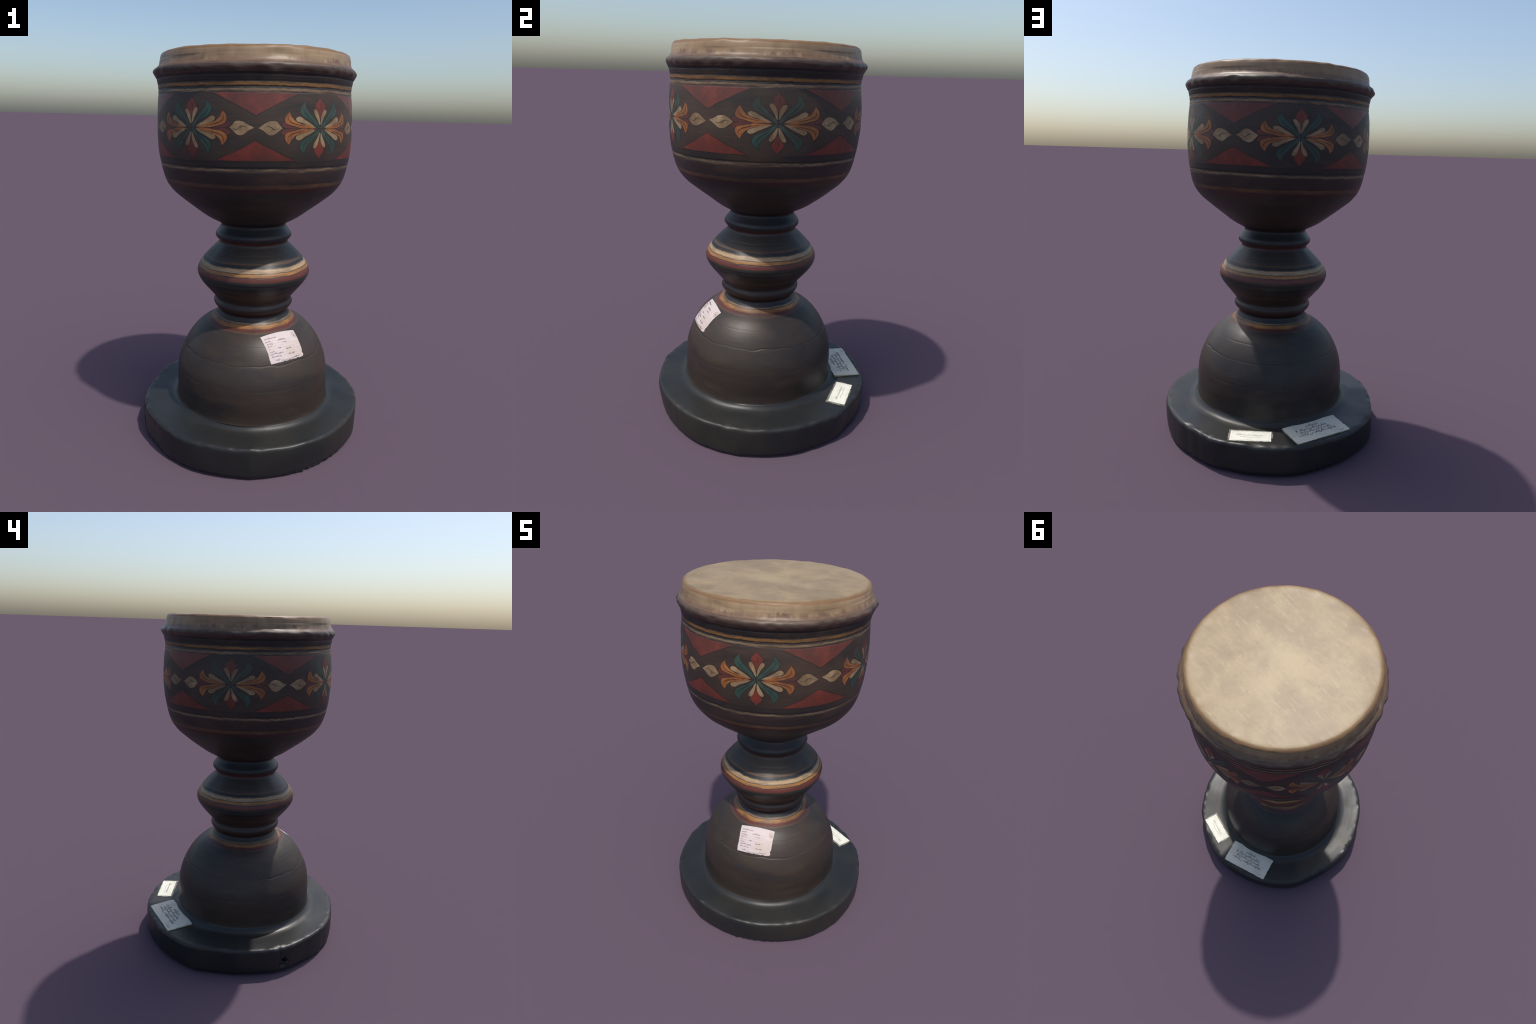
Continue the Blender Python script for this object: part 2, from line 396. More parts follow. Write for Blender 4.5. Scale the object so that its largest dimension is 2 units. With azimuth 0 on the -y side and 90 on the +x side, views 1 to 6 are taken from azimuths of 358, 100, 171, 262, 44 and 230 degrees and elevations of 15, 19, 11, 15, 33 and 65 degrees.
mat_neck = turned_paint("neck_ring_paint", [
    (1.05, BLACK), (1.064, (0.085, 0.030, 0.026)), (1.081, DARK), (1.088, BLUE_BLACK), (1.145, BLACK)], 1.05, 1.17, waver=0.005, rough=0.40)
mat_cord = turned_paint("lacing_ring_skin", [
    (1.86, MAROON), (1.874, BLACK), (1.8785, OCHRE), (1.8835, (0.060, 0.030, 0.026)), (1.892, (0.078, 0.048, 0.034)), (1.912, (0.125, 0.082, 0.055))],
    1.86, 1.925, waver=0.012, worn=0.8, rough=0.48, soft=0.002)

# plinth: satin black paint, a little greenish grey
m = Nodes("black_painted_plinth")
big = m.noise(2.6, 4, 0.55); mid = m.noise(18, 5, 0.6)
c = m.ramp(big, [(0.32, (0.021, 0.019, 0.018)), (0.50, (0.016, 0.017, 0.017)), (0.68, (0.024, 0.022, 0.018))])
c = m.mix(m.range(mid, 0.52, 0.75, 0, 0.4), c, (0.014, 0.014, 0.014))
mat_plinth = m.finish(c, m.range(big, 0.3, 0.7, 0.36, 0.46), m.math("ADD", mid, m.noise(5, 3)), 0.15, 0.004)

# skin: pale hide, warm mottling, scratches on top, brown streaks and stains down the side
m = Nodes("drum_hide")
s = m.axis_height()
cloud = m.noise(4.0, 5, 0.6); cloud2 = m.noise(11, 7, 0.7, m.mapping(m.co, scale=(1, 1, 0.6), loc=(3, 1, 0)))
scratch = m.noise(15, 7, 0.75, m.mapping(m.co, scale=(0.8, 3.2, 1), rot=(0, 0, math.radians(52))))
c = m.ramp(cloud, [(0.30, (0.200, 0.133, 0.066)), (0.46, (0.25, 0.174, 0.092)), (0.58, (0.310, 0.218, 0.112)), (0.72, (0.265, 0.188, 0.112))])
c = m.mix(m.range(cloud2, 0.50, 0.72, 0, 0.45), c, (0.36, 0.262, 0.128))
c = m.mix(m.range(cloud2, 0.44, 0.28, 0, 0.32), c, (0.205, 0.138, 0.070))
c = m.mix(m.math('MULTIPLY', m.range(scratch, 0.52, 0.66, 0, 0.55), m.range(m.noise(6, 4, 0.6), 0.38, 0.60, 0.5, 1.0)), c, (0.38, 0.29, 0.16))
c = m.mix(m.math('MULTIPLY', m.range(scratch, 0.46, 0.34, 0, 0.45), m.range(m.noise(5, 4, 0.6), 0.42, 0.65, 1.0, 0.35)), c, (0.185, 0.125, 0.065))
specks = m.noise(38, 3, 0.5)
c = m.mix(m.range(specks, 0.70, 0.78, 0, 0.6), c, (0.15, 0.095, 0.06))
# side: browner, vertical streaks, stain fringe near the hoop
vert = m.noise(30, 4, 0.6, m.mapping(m.co, scale=(1, 1, 0.08)))
sidec = m.mix(m.range(cloud, 0.35, 0.65), (0.245, 0.165, 0.092), (0.32, 0.222, 0.130))
sidec = m.mix(m.range(vert, 0.45, 0.7, 0, 0.4), sidec, (0.19, 0.118, 0.062))
stain = m.math("ADD", s, m.math("MULTIPLY", m.math("SUBTRACT", m.noise(26, 5, 0.7, m.mapping(m.co, scale=(1, 1, 0.5))), 0.5), m.range(m.noise(4.5, 3, 0.5, m.mapping(m.co, scale=(1, 1, 0.2), loc=(2, 4, 0))), 0.40, 0.66, 0.02, 0.13)))
sidec = m.mix(m.math("MULTIPLY", m.range(stain, 1.950, 1.925), 0.8), sidec, (0.105, 0.056, 0.036))
rim = m.math("ADD", s, m.math("MULTIPLY", m.math("SUBTRACT", m.noise(22, 4, 0.6), 0.5), 0.010))
c = m.mix(m.range(rim, 1.9895, 1.982), c, sidec)
c = m.mix(m.math("MULTIPLY", m.math("MULTIPLY", m.range(rim, 1.978, 1.983), m.range(rim, 1.990, 1.985)), 0.6), c, (0.19, 0.105, 0.045))
xy = m.t.nodes.new("ShaderNodeVectorMath"); xy.operation = "LENGTH"
m.put(xy.inputs[0], m.mapping(m.co, scale=(1, 1, 0), loc=(0.0105, 0.0090, 0)))
edge_r = m.math("ADD", xy.outputs["Value"], m.math("MULTIPLY", m.math("SUBTRACT", m.noise(17, 5, 0.65), 0.5), 0.022))
c = m.mix(m.math("MULTIPLY", m.range(edge_r, 0.440, 0.455), m.range(s, 1.975, 1.981)), c, m.mix(0.65, c, (0.17, 0.088, 0.036)))
mid_r = m.math("ADD", xy.outputs["Value"], m.math("MULTIPLY", m.math("SUBTRACT", m.noise(7, 6, 0.7), 0.5), 0.5))
c = m.mix(m.math("MULTIPLY", m.range(mid_r, 0.20, 0.02), 0.5), c, (0.40, 0.30, 0.155))
fringe = m.math("ADD", s, m.math("MULTIPLY", m.math("SUBTRACT", m.noise(16, 5, 0.65), 0.5), 0.016))
c = m.mix(m.range(fringe, 1.9215, 1.9165), c, (0.110, 0.074, 0.052))
top = m.range(rim, 1.982, 1.9895)
half = lambda v: m.math("SUBTRACT", v, 0.5)
hgt = m.math("ADD", m.math("MULTIPLY", m.math("MULTIPLY", half(scratch), top), 0.5), m.math("MULTIPLY", half(cloud2), m.math("MULTIPLY", top, 0.6)))
mat_skin = m.finish(c, 0.44, hgt, 0.18, 0.003)

def flat_paint(name, base, light, dark, rough=0.45, wear=DARK, wear_amt=0.5):
    """Brushed motif paint with mottling and small worn-through flecks."""
    m = Nodes(name)
    a = m.noise(14, 5, 0.6); b = m.noise(55, 4, 0.6); w = m.noise(5, 4, 0.55)
    c = m.mix(m.range(a, 0.35, 0.65), dark, base)
    c = m.mix(m.range(a, 0.52, 0.78, 0, 0.8), c, light)
    c = m.mix(m.range(w, 0.45, 0.68, 0, 0.6), c, m.mix(0.65, c, GROUND))
    c = m.mix(m.range(b, 0.55, 0.68, 0, wear_amt), c, wear)
    return m.finish(c, rough, m.math("ADD", a, b), 0.2, 0.002)

mat_red = flat_paint("red_paint", (0.155, 0.030, 0.020), (0.190, 0.039, 0.026), (0.105, 0.026, 0.018), wear_amt=0.35)
mat_dusty_red = flat_paint("dusty_red_paint", (0.145, 0.037, 0.026), (0.180, 0.045, 0.031), (0.105, 0.033, 0.025), wear_amt=0.35)
mat_green = flat_paint("green_paint", (0.032, 0.070, 0.053), (0.040, 0.090, 0.069), (0.024, 0.048, 0.038), wear_amt=0.45)
mat_orange = flat_paint("orange_paint", (0.31, 0.115, 0.032), (0.38, 0.160, 0.046), (0.22, 0.076, 0.024), wear_amt=0.5)
mat_cream = flat_paint("cream_paint", (0.29, 0.198, 0.106), (0.36, 0.26, 0.150), (0.19, 0.120, 0.062), wear=(0.14, 0.085, 0.05), wear_amt=0.7)
mat_maroon = flat_paint("maroon_paint", (0.120, 0.032, 0.024), (0.160, 0.040, 0.030), (0.080, 0.026, 0.021), wear_amt=0.3)
mat_outline = flat_paint("dark_outline_paint", (0.020, 0.017, 0.016), (0.026, 0.022, 0.020), (0.015, 0.013, 0.013), wear_amt=0.2)

m = Nodes("label_paper")
c = m.mix(m.range(m.noise(9, 4), 0.4, 0.7), (0.55, 0.47, 0.47), (0.50, 0.41, 0.36))
c = m.mix(m.range(m.noise(30, 3), 0.55, 0.75, 0, 0.4), c, (0.62, 0.55, 0.55))
mat_label = m.finish(c, 0.6, m.noise(40, 3), 0.1, 0.001)
m = Nodes("small_card_paper")
c = m.mix(m.range(m.noise(14, 4), 0.4, 0.7), (0.80, 0.78, 0.66), (0.70, 0.68, 0.56))
mat_small = m.finish(c, 0.6, m.noise(40, 3), 0.1, 0.001)
m = Nodes("grey_card_paper")
c = m.mix(m.range(m.noise(12, 4), 0.4, 0.7), (0.58, 0.56, 0.47), (0.48, 0.465, 0.39))  # paper colour lifted and warmed to offset the bluish shade here
mat_card = m.finish(c, 0.55, m.noise(40, 3), 0.1, 0.001)
m = Nodes("card_edge_stain")
mat_edge = m.finish(m.mix(m.range(m.noise(25, 4), 0.35, 0.65), (0.22, 0.22, 0.13), (0.32, 0.30, 0.20)), 0.6)
m = Nodes("faded_ink")
mat_ink = m.finish(m.mix(m.range(m.noise(60, 3), 0.4, 0.7), (0.15, 0.125, 0.135), (0.24, 0.195, 0.20)), 0.6)
m = Nodes("pale_ruling_ink")
mat_rule = m.finish(m.mix(m.range(m.noise(60, 3), 0.4, 0.6), (0.40, 0.32, 0.31), (0.34, 0.26, 0.26)), 0.6)
m = Nodes("black_ink")
mat_black_ink = m.finish(m.mix(m.range(m.noise(70, 3), 0.4, 0.7), (0.055, 0.055, 0.06), (0.13, 0.13, 0.135)), 0.6)
m = Nodes("stamp_red_ink")
mat_stamp = m.finish(m.mix(m.range(m.noise(90, 2), 0.45, 0.55), (0.35, 0.12, 0.11), (0.20, 0.17, 0.18)), 0.6)
m = Nodes("stamp_olive_ink")
mat_seal = m.finish(m.mix(m.range(m.noise(70, 2), 0.4, 0.6), (0.32, 0.28, 0.19), (0.40, 0.35, 0.27)), 0.6)

# ------------------------------------------------------------------ objects
coll = bpy.context.scene.collection
root = bpy.data.objects.new("goblet_drum", None)
root["label"] = "painted wooden goblet drum with hide head on black plinth"
root["category"] = "goblet drum"
coll.objects.link(root)

def add_mesh(name, verts, faces, mats, parent, face_mat=None, normals=None, smooth=True):
    me = bpy.data.meshes.new(name)
    me.from_pydata([tuple(map(float, v)) for v in verts], [], faces)
    for mt in mats:
        me.materials.append(mt)
    me.polygons.foreach_set("use_smooth", [smooth] * len(me.polygons))
    if face_mat is not None:
        me.polygons.foreach_set("material_index", face_mat)
    me.update()
    if normals is not None:
        me.normals_split_custom_set_from_vertices([tuple(map(float, n)) for n in normals])
    ob = bpy.data.objects.new(name, me)
    coll.objects.link(ob)
    ob.parent = parent
    return ob

part_mats = {"plinth": mat_plinth, "foot": mat_foot, "stem_collar": mat_collar, "stem_bulb": mat_bulb, "neck_ring": mat_neck,
             "bowl": mat_bowl, "lacing_ring": mat_cord, "skin_head": mat_skin}
OB = {}
for name, _ in PARTS:
    rows = np.where(row_part == name)[0]
    a, b = rows[0], rows[-1] + 1
    b = min(b, NROW - 1)
    n = b - a + 1
    V = GRID[a:b + 1].reshape(-1, 3); N = NRM[a:b + 1].reshape(-1, 3)
    F = []
    for i in range(n - 1):
        for j in range(NCOL):
            k = (j + 1) % NCOL
            F.append((i * NCOL + j, i * NCOL + k, (i + 1) * NCOL + k, (i + 1) * NCOL + j))
    if name == "plinth":
        F.append(tuple(range(NCOL - 1, -1, -1)))
    if name == "skin_head":
        F.append(tuple((n - 1) * NCOL + j for j in range(NCOL)))
    OB[name] = add_mesh(name, V, F, [part_mats[name]], root, normals=N)

# ------------------------------------------------------------------ painted motifs, laid in low relief
MM = 0.001
def smooth_outline(pts, step=4.0, sharp=()):
    """Closed spline through control points in mm; indices in `sharp` stay pointed."""
    n = len(pts); P = [np.array(p, float) for p in pts]
    out = []
    for i in range(n):
        p0, p1, p2, p3 = P[i - 1], P[i], P[(i + 1) % n], P[(i + 2) % n]
        t1 = (p2 - p0) * 0.5 if i not in sharp else (p2 - p1)
        t2 = (p3 - p1) * 0.5 if (i + 1) % n not in sharp else (p2 - p1)
        L = np.linalg.norm(p2 - p1); k = max(1, int(L / step))
        lim = L * 1.2
        for t in (t1, t2):
            q = np.linalg.norm(t)
            if q > lim: t *= lim / q
        for j in range(k):
            u = j / k
            out.append((2*u**3-3*u**2+1)*p1 + (u**3-2*u**2+u)*t1 + (-2*u**3+3*u**2)*p2 + (u**3-u**2)*t2)
    return np.array(out)

def open_spline(pts, per=7):
    """Open Catmull-Rom stroke through control points."""
    p = np.array(pts, float); p = np.vstack([2 * p[0] - p[1], p, 2 * p[-1] - p[-2]])
    out = []
    for i in range(1, len(p) - 2):
        for j in range(per):
            u = j / per
            out.append(0.5 * (2 * p[i] + (p[i+1] - p[i-1]) * u + (2*p[i-1] - 5*p[i] + 4*p[i+1] - p[i+2]) * u**2
                              + (3*p[i] - p[i-1] - 3*p[i+1] + p[i+2]) * u**3))
    out.append(p[-2])
    return np.array(out)

def area(P):
    x, y = P[:, 0], P[:, 1]
    return 0.5 * (x * np.roll(y, -1) - y * np.roll(x, -1)).sum()

def offset_outline(P, d):
    t = np.roll(P, -1, 0) - np.roll(P, 1, 0)
    t /= np.maximum(np.linalg.norm(t, axis=1, keepdims=True), 1e-9)
    return P + d * np.stack([t[:, 1], -t[:, 0]], 1)

def seg_dist(Q, P, closed=True):
    A = P if closed else P[:-1]
    B = np.roll(P, -1, 0) if closed else P[1:]
    d = np.full(len(Q), 1e9)
    for a, b in zip(A, B):
        ab = b - a; t = np.clip(((Q - a) @ ab) / max(ab @ ab, 1e-9), 0, 1)
        d = np.minimum(d, np.linalg.norm(Q - a - t[:, None] * ab, axis=1))
    return d

def inside(Q, P):
    c = np.zeros(len(Q), bool)
    for (x1, y1), (x2, y2) in zip(P, np.roll(P, -1, 0)):
        hit = ((y1 > Q[:, 1]) != (y2 > Q[:, 1])) & (Q[:, 0] < (x2 - x1) * (Q[:, 1] - y1) / (y2 - y1 + 1e-12) + x1)
        c ^= hit
    return c

def relief_piece(name, outline, mapper, parent, mats, height=0.3, border=2.2, spacing=4.5, veins=(), vein_width=1.5, base=0.35, lift=0.0):
    """A low pillow of paint following the surface: coloured face, dark painted border, dark vein strokes."""
    if area(outline) < 0:
        outline = outline[::-1]
    lo, hi = outline.min(0), outline.max(0)
    gx, gy = np.meshgrid(np.arange(lo[0], hi[0], spacing), np.arange(lo[1], hi[1], spacing))
    gx = gx + 0.5 * spacing * (np.arange(gx.shape[0]) % 2)[:, None]
    Q = np.stack([gx.ravel(), gy.ravel()], 1)
    Q = Q[inside(Q, outline)]
    if len(Q):
        Q = Q[seg_dist(Q, outline) > spacing * 0.45]
    strokes = []
    for v in veins:
        v = np.array(v, float)
        v = v[np.concatenate([[True], np.linalg.norm(np.diff(v, axis=0), axis=1) > 0.2])]
        if len(v) < 2: continue
        t = np.gradient(v, axis=0); t /= np.maximum(np.linalg.norm(t, axis=1, keepdims=True), 1e-9)
        w = vein_width * np.sin(np.linspace(0.25, math.pi - 0.25, len(v)))[:, None] * 0.5
        nrm = np.stack([-t[:, 1], t[:, 0]], 1)
        ring = np.vstack([v + nrm * w, (v - nrm * w)[::-1]])
        strokes.append(ring)
    n = len(outline)
    pts = [Vector(p) for p in outline] + [Vector(q) for q in Q]
    edges = [(i, (i + 1) % n) for i in range(n)]
    vv, ee, ff, *_ = delaunay_2d_cdt(pts, edges, [], 1, 1e-4)
    P2 = np.array([(v.x, v.y) for v in vv])
    d = seg_dist(P2, outline)
    h = lift + base + height * smoothstep(d, 0, 3.0)
    rim2 = offset_outline(outline, border)
    verts2 = [P2]; hs = [h]; faces = []; fm = []
    for f in ff:
        faces.append(tuple(f)); fm.append(0)
    # find outline vertex ids in the triangulation
    ids = [int(np.argmin(((P2 - p) ** 2).sum(1))) for p in outline]
    o1 = len(P2)
    verts2.append(rim2); hs.append(np.full(n, max(0.12, lift + 0.22)))
    o2 = o1 + n
    verts2.append(offset_outline(outline, border + 0.3)); hs.append(np.full(n, -1.2))
    for i in range(n):
        k = (i + 1) % n
        if ids[i] != ids[k]:
            faces.append((ids[i], o1 + i, o1 + k, ids[k])); fm.append(1)
        faces.append((o1 + i, o2 + i, o2 + k, o1 + k)); fm.append(1)
    cnt = o2 + n
    for ring in strokes:
        k = len(ring); half = k // 2
        dd = seg_dist(ring, outline)
        hv = lift + base + height * smoothstep(dd, 0, 3.0)
        verts2.append(ring); hs.append(hv + 0.45)
        verts2.append(ring + 0.0); hs.append(hv - 0.8)
        for i in range(half - 1):
            faces.append((cnt + i, cnt + k - 1 - i, cnt + k - 2 - i, cnt + i + 1)); fm.append(1)
        for i in range(k):
            j = (i + 1) % k
            faces.append((cnt + i, cnt + j, cnt + k + j, cnt + k + i)); fm.append(1)
        cnt += 2 * k
    # closed underside
    faces.append(tuple(o2 + i for i in range(n - 1, -1, -1))); fm.append(1)
    UV = np.vstack(verts2); H = np.concatenate(hs) * MM
    pos, nor = mapper(UV)
    V = pos + nor * H[:, None]
    ob = add_mesh(name, V, faces, mats, parent, face_mat=fm, normals=nor)
    return ob

def bowl_mapper(centre_deg, centre_s, tilt=0.0, stretch=1.0):
    """Motif plane (mm along the girth, mm up) -> bowl surface."""
    def f(UV):
        x, y = UV[:, 0] * stretch, UV[:, 1]
        th = math.radians(centre_deg) + x * MM / 0.490
        return surface(th, centre_s + (y + tilt * x) * MM)
    return f

# one quadrant of the flower, in mm from its centre (x along the girth, y up)
SHAPES = {
    "green_petal": dict(pts=[(3, 3), (9, 1.5), (24, 12), (49, 30), (76, 43), (104, 57), (116, 78), (108, 97), (86, 115), (86, 98), (77, 82), (57, 63), (36, 42), (13, 21)],
                        sharp=(8,), vein=[(28, 20), (50, 38), (74, 54), (92, 70), (99, 88)], mat=mat_green, lift=0.0),
    "cream_petal": dict(pts=[(24, 3.5), (49, 17), (84, 33), (110, 47), (126, 49), (137, 41), (131, 30), (96, 20), (54, 7)],
                        sharp=(0,), vein=None, mat=mat_cream, lift=0.05),
    "orange_petal": dict(pts=[(31, 1.5), (66, 11), (102, 19), (137, 30), (158, 47), (172, 70), (188, 54), (195, 36), (188, 22), (170, 14), (140, 8), (106, 2.2), (80, 1.2)],
                         sharp=(0, 5), vein=[(92, 10), (130, 17), (160, 25), (177, 38), (178, 54)], mat=mat_orange, lift=0.12),
    "maroon_petal": dict(pts=[(97, 0.8), (132, 5), (170, 12), (190, 21), (202, 30), (211, 20), (208, 8), (190, 1.2), (140, 0.8)],
                         sharp=(0, 4), vein=None, mat=mat_maroon, lift=0.0),
    "small_cream_petal": dict(pts=[(1.5, 17), (4, 44), (11, 64), (23, 80), (34, 83), (40, 75), (32, 59), (18, 39), (6, 18)],
                              sharp=(0,), vein=None, mat=mat_cream, lift=0.1),
}
BUD = dict(pts=[(0, 131), (11, 117), (24, 104), (28, 92), (22, 80), (10, 66), (0, 44), (-10, 66), (-22, 80), (-28, 92), (-24, 104), (-11, 117)], sharp=(0, 6))
LEAF = dict(pts=[(206, 0), (222, 12), (238, 22), (256, 27), (276, 24), (298, 11), (324, 0), (300, -13), (276, -27), (254, -31), (236, -27), (222, -15)], sharp=(0, 6))

CENTRES = [(-125.9, 1.6475), (-55.4, 1.6485), (17.4, 1.6485), (93.2, 1.6480), (162.9, 1.6475)]
MIDS = [-90.9, -20.5, 56.2, 127.9, 198.2]
bowl = OB["bowl"]
jit = random.Random(5)

def wobble(P, amount, seed):
    g = np.random.default_rng(seed)
    a, b, c, d = g.uniform(0, TAU, 4)
    x, y = P[:, 0], P[:, 1]
    return P + amount * np.stack([np.sin(y / 13 + a) + 0.6 * np.sin(x / 7 + b), np.sin(x / 15 + c) + 0.6 * np.sin(y / 6 + d)], 1)

seed = 100
for ci, (deg, cs) in enumerate(CENTRES):
    right_mid = MIDS[ci]; left_mid = MIDS[ci - 1]
    right_gap = ((right_mid - deg + 180) % 360 - 180); left_gap = ((deg - left_mid + 180) % 360 - 180)
    for sx in (1, -1):
        gap = (right_gap if sx > 0 else left_gap) * math.radians(1) * 490
        stretch = (gap - 6) / 326.0
        mp = bowl_mapper(deg, cs, tilt=jit.uniform(-0.01, 0.01), stretch=stretch)
        for sy in (1, -1):
            for nm, sh in SHAPES.items():
                seed += 1
                g = jit.uniform(0.94, 1.05)
                pts = [(x, y * g) for x, y in sh["pts"]]
                P = wobble(smooth_outline(pts, 4.0, sh["sharp"]), 0.9, seed)
                # keep every petal on its own side of the centre lines
                P[:, 0] = np.maximum(P[:, 0], 1.2); P[:, 1] = np.maximum(P[:, 1], 0.7)
                P = P * np.array([sx, sy])
                veins = []
                if sh["vein"]:
                    v = open_spline(sh["vein"]) * np.array([1, g]) * np.array([sx, sy])
                    veins.append(v)
                relief_piece(nm, P, mp, bowl, [sh["mat"], mat_outline], veins=veins, lift=sh["lift"] + (0.02 if sy > 0 else 0), border=2.4, vein_width=2.6)
        seed += 1
        P = wobble(smooth_outline(LEAF["pts"], 4.0, LEAF["sharp"]), 1.6, seed)
        P[:, 0] = np.minimum(P[:, 0], 325)
        vy = jit.uniform(-6, 6)
        xs = np.linspace(222, 292, 24)
        vein = np.stack([xs, vy * 0.4 + 7 * np.sin((xs - 222) / 70 * TAU * jit.choice([0.8, 1.0])) + np.array([jit.uniform(-1, 1) for _ in xs])], 1)
        twig = np.stack([np.linspace(246, 262, 6), np.linspace(0, 12 * jit.choice([-1, 1]), 6)], 1)
        flip = np.array([sx, 1 if jit.random() < 0.7 else -1])
        relief_piece("cream_leaf", P * flip, mp, bowl, [mat_cream, mat_outline], veins=[vein * flip, twig * flip], border=2.4, vein_width=2.2)
    mp = bowl_mapper(deg, cs, tilt=0.0)
    for sy in (1, -1):
        seed += 1
        P = wobble(smooth_outline(BUD["pts"], 4.0, BUD["sharp"]), 0.9, seed) * np.array([1, sy])
        vein = np.stack([2 + 3 * np.sin(np.linspace(0, 4, 9)), np.linspace(78, 112, 9) * sy], 1)
        relief_piece("red_bud", P, mp, bowl, [mat_red, mat_outline], veins=[vein] if sy > 0 or ci == 2 else [], border=2.4, vein_width=1.8, lift=-0.05)

for mi, deg in enumerate(MIDS):
    left_c = CENTRES[mi][0]; right_c = CENTRES[(mi + 1) % 5][0]
    lw = ((deg - left_c + 180) % 360 - 180) * 0.635 * math.radians(1) * 490
    rw = ((right_c - deg + 180) % 360 - 180) * 0.635 * math.radians(1) * 490
    for sy, apex, edge in ((1, 1.7010, 1.7945), (-1, 1.5950, 1.5105)):
        seed += 1
        k = 1.0 if sy > 0 else 0.93
        a = (apex - 1.648) * 1000; e = (edge - 1.648) * 1000
        corners = [np.array([0.0, a]), np.array([rw * k, e]), np.array([-lw * k, e])]
        P = []
        for i in range(3):
            p, q = corners[i], corners[(i + 1) % 3]
            cnt = max(2, int(np.linalg.norm(q - p) / 7))
            sag = 3.0 if i != 1 else 0.0
            for j in range(cnt):
                u = j / cnt
                P.append(p + (q - p) * u + np.array([0, sy * sag * math.sin(math.pi * u)]))
        P = wobble(np.array(P), 0.7, seed)
        relief_piece("red_triangle", P, bowl_mapper(deg, 1.648), bowl, [mat_dusty_red if sy > 0 else mat_red, mat_outline], height=0.3, border=3.2, spacing=8.0, lift=-0.1)

# ------------------------------------------------------------------ handwriting
def scribble(g, x0, x1, y, size, waviness=1.0):
    """A word of joined-up, unreadable handwriting as a polyline."""
    n = max(6, int((x1 - x0) / (size * 0.17)))
    xs = np.linspace(x0, x1, n)
    ys = np.empty(n)
    for i in range(n):
        up = i % 2
        tall = g.random()
        hgt = size * (0.55 if tall < 0.72 else (1.15 if tall < 0.9 else -0.45))
        ys[i] = y + (hgt if up else 0.0) * waviness + g.normal(0, size * 0.05)
    xs = xs + (ys - y) * 0.25
    return np.stack([xs, ys], 1)

def ribbon(poly, width):
    t = np.gradient(poly, axis=0); t /= np.maximum(np.linalg.norm(t, axis=1, keepdims=True), 1e-9)
    nrm = np.stack([-t[:, 1], t[:, 0]], 1) * width * 0.5
    return poly + nrm, poly - nrm

def sheet(name, outline, mapper, parent, mats, thick, inks, spacing=8.0, border=0.0, edge_slot=1, base=0.0, drop=1.0):
    """A sheet of paper or card with real thickness; inks: [(polyline, width, material slot)] drawn proud of its face."""
    if area(outline) < 0:
        outline = outline[::-1]
    lo, hi = outline.min(0), outline.max(0)
    gx, gy = np.meshgrid(np.arange(lo[0], hi[0], spacing), np.arange(lo[1], hi[1], spacing))
    Q = np.stack([gx.ravel(), gy.ravel()], 1); Q = Q[inside(Q, outline)]
    Q = Q[seg_dist(Q, outline) > spacing * 0.4]
    n = len(outline)
    vv, ee, ff, *_ = delaunay_2d_cdt([Vector(p) for p in outline] + [Vector(q) for q in Q], [(i, (i + 1) % n) for i in range(n)], [], 1, 1e-4)
    P2 = np.array([(v.x, v.y) for v in vv])
    ids = [int(np.argmin(((P2 - p) ** 2).sum(1))) for p in outline]
    dd = seg_dist(P2, outline)
    top = base + thick - 0.25 * thick * (1 - smoothstep(dd, 0, 2.5))
    allv = [P2]; hs = [top]; faces = [tuple(f) for f in ff]
    fm = [edge_slot if border and max(dd[list(f)]) < border else 0 for f in ff]
    o1 = len(P2)
    allv.append(outline); hs.append(np.full(n, base - drop))
    for i in range(n):
        k = (i + 1) % n
        if ids[i] != ids[k]:
            faces.append((ids[i], o1 + i, o1 + k, ids[k])); fm.append(edge_slot)
    faces.append(tuple(o1 + i for i in range(n - 1, -1, -1))); fm.append(edge_slot)
    cnt = o1 + n
    for poly, width, slot in inks:
        if len(poly) < 2: continue
        a, b = ribbon(np.asarray(poly, float), width)
        k = len(a)
        allv += [a, b, a, b]; hs += [np.full(2 * k, base + thick + 0.35), np.full(2 * k, base + thick - 0.6)]
        for i in range(k - 1):
            faces.append((cnt + i, cnt + k + i, cnt + k + i + 1, cnt + i + 1)); fm.append(slot)
            faces.append((cnt + i, cnt + i + 1, cnt + 2 * k + i + 1, cnt + 2 * k + i)); fm.append(slot)
            faces.append((cnt + k + i, cnt + 3 * k + i, cnt + 3 * k + i + 1, cnt + k + i + 1)); fm.append(slot)
        cnt += 4 * k
    UV = np.vstack(allv); H = np.concatenate(hs) * MM
    pos, nor = mapper(UV)
    return add_mesh(name, pos + nor * H[:, None], faces, mats, parent, face_mat=fm, smooth=False)

def edge_walk(corners, step, rough, g):
    P = []
    for i in range(len(corners)):
        p, q = np.array(corners[i], float), np.array(corners[(i + 1) % len(corners)], float)
        k = max(2, int(np.linalg.norm(q - p) / step))
        t = (q - p) / np.linalg.norm(q - p); nrm = np.array([t[1], -t[0]])
        for j in range(k):
            P.append(p + (q - p) * j / k + (nrm * g.normal(0, rough[i]) if j else 0))
    return np.array(P)

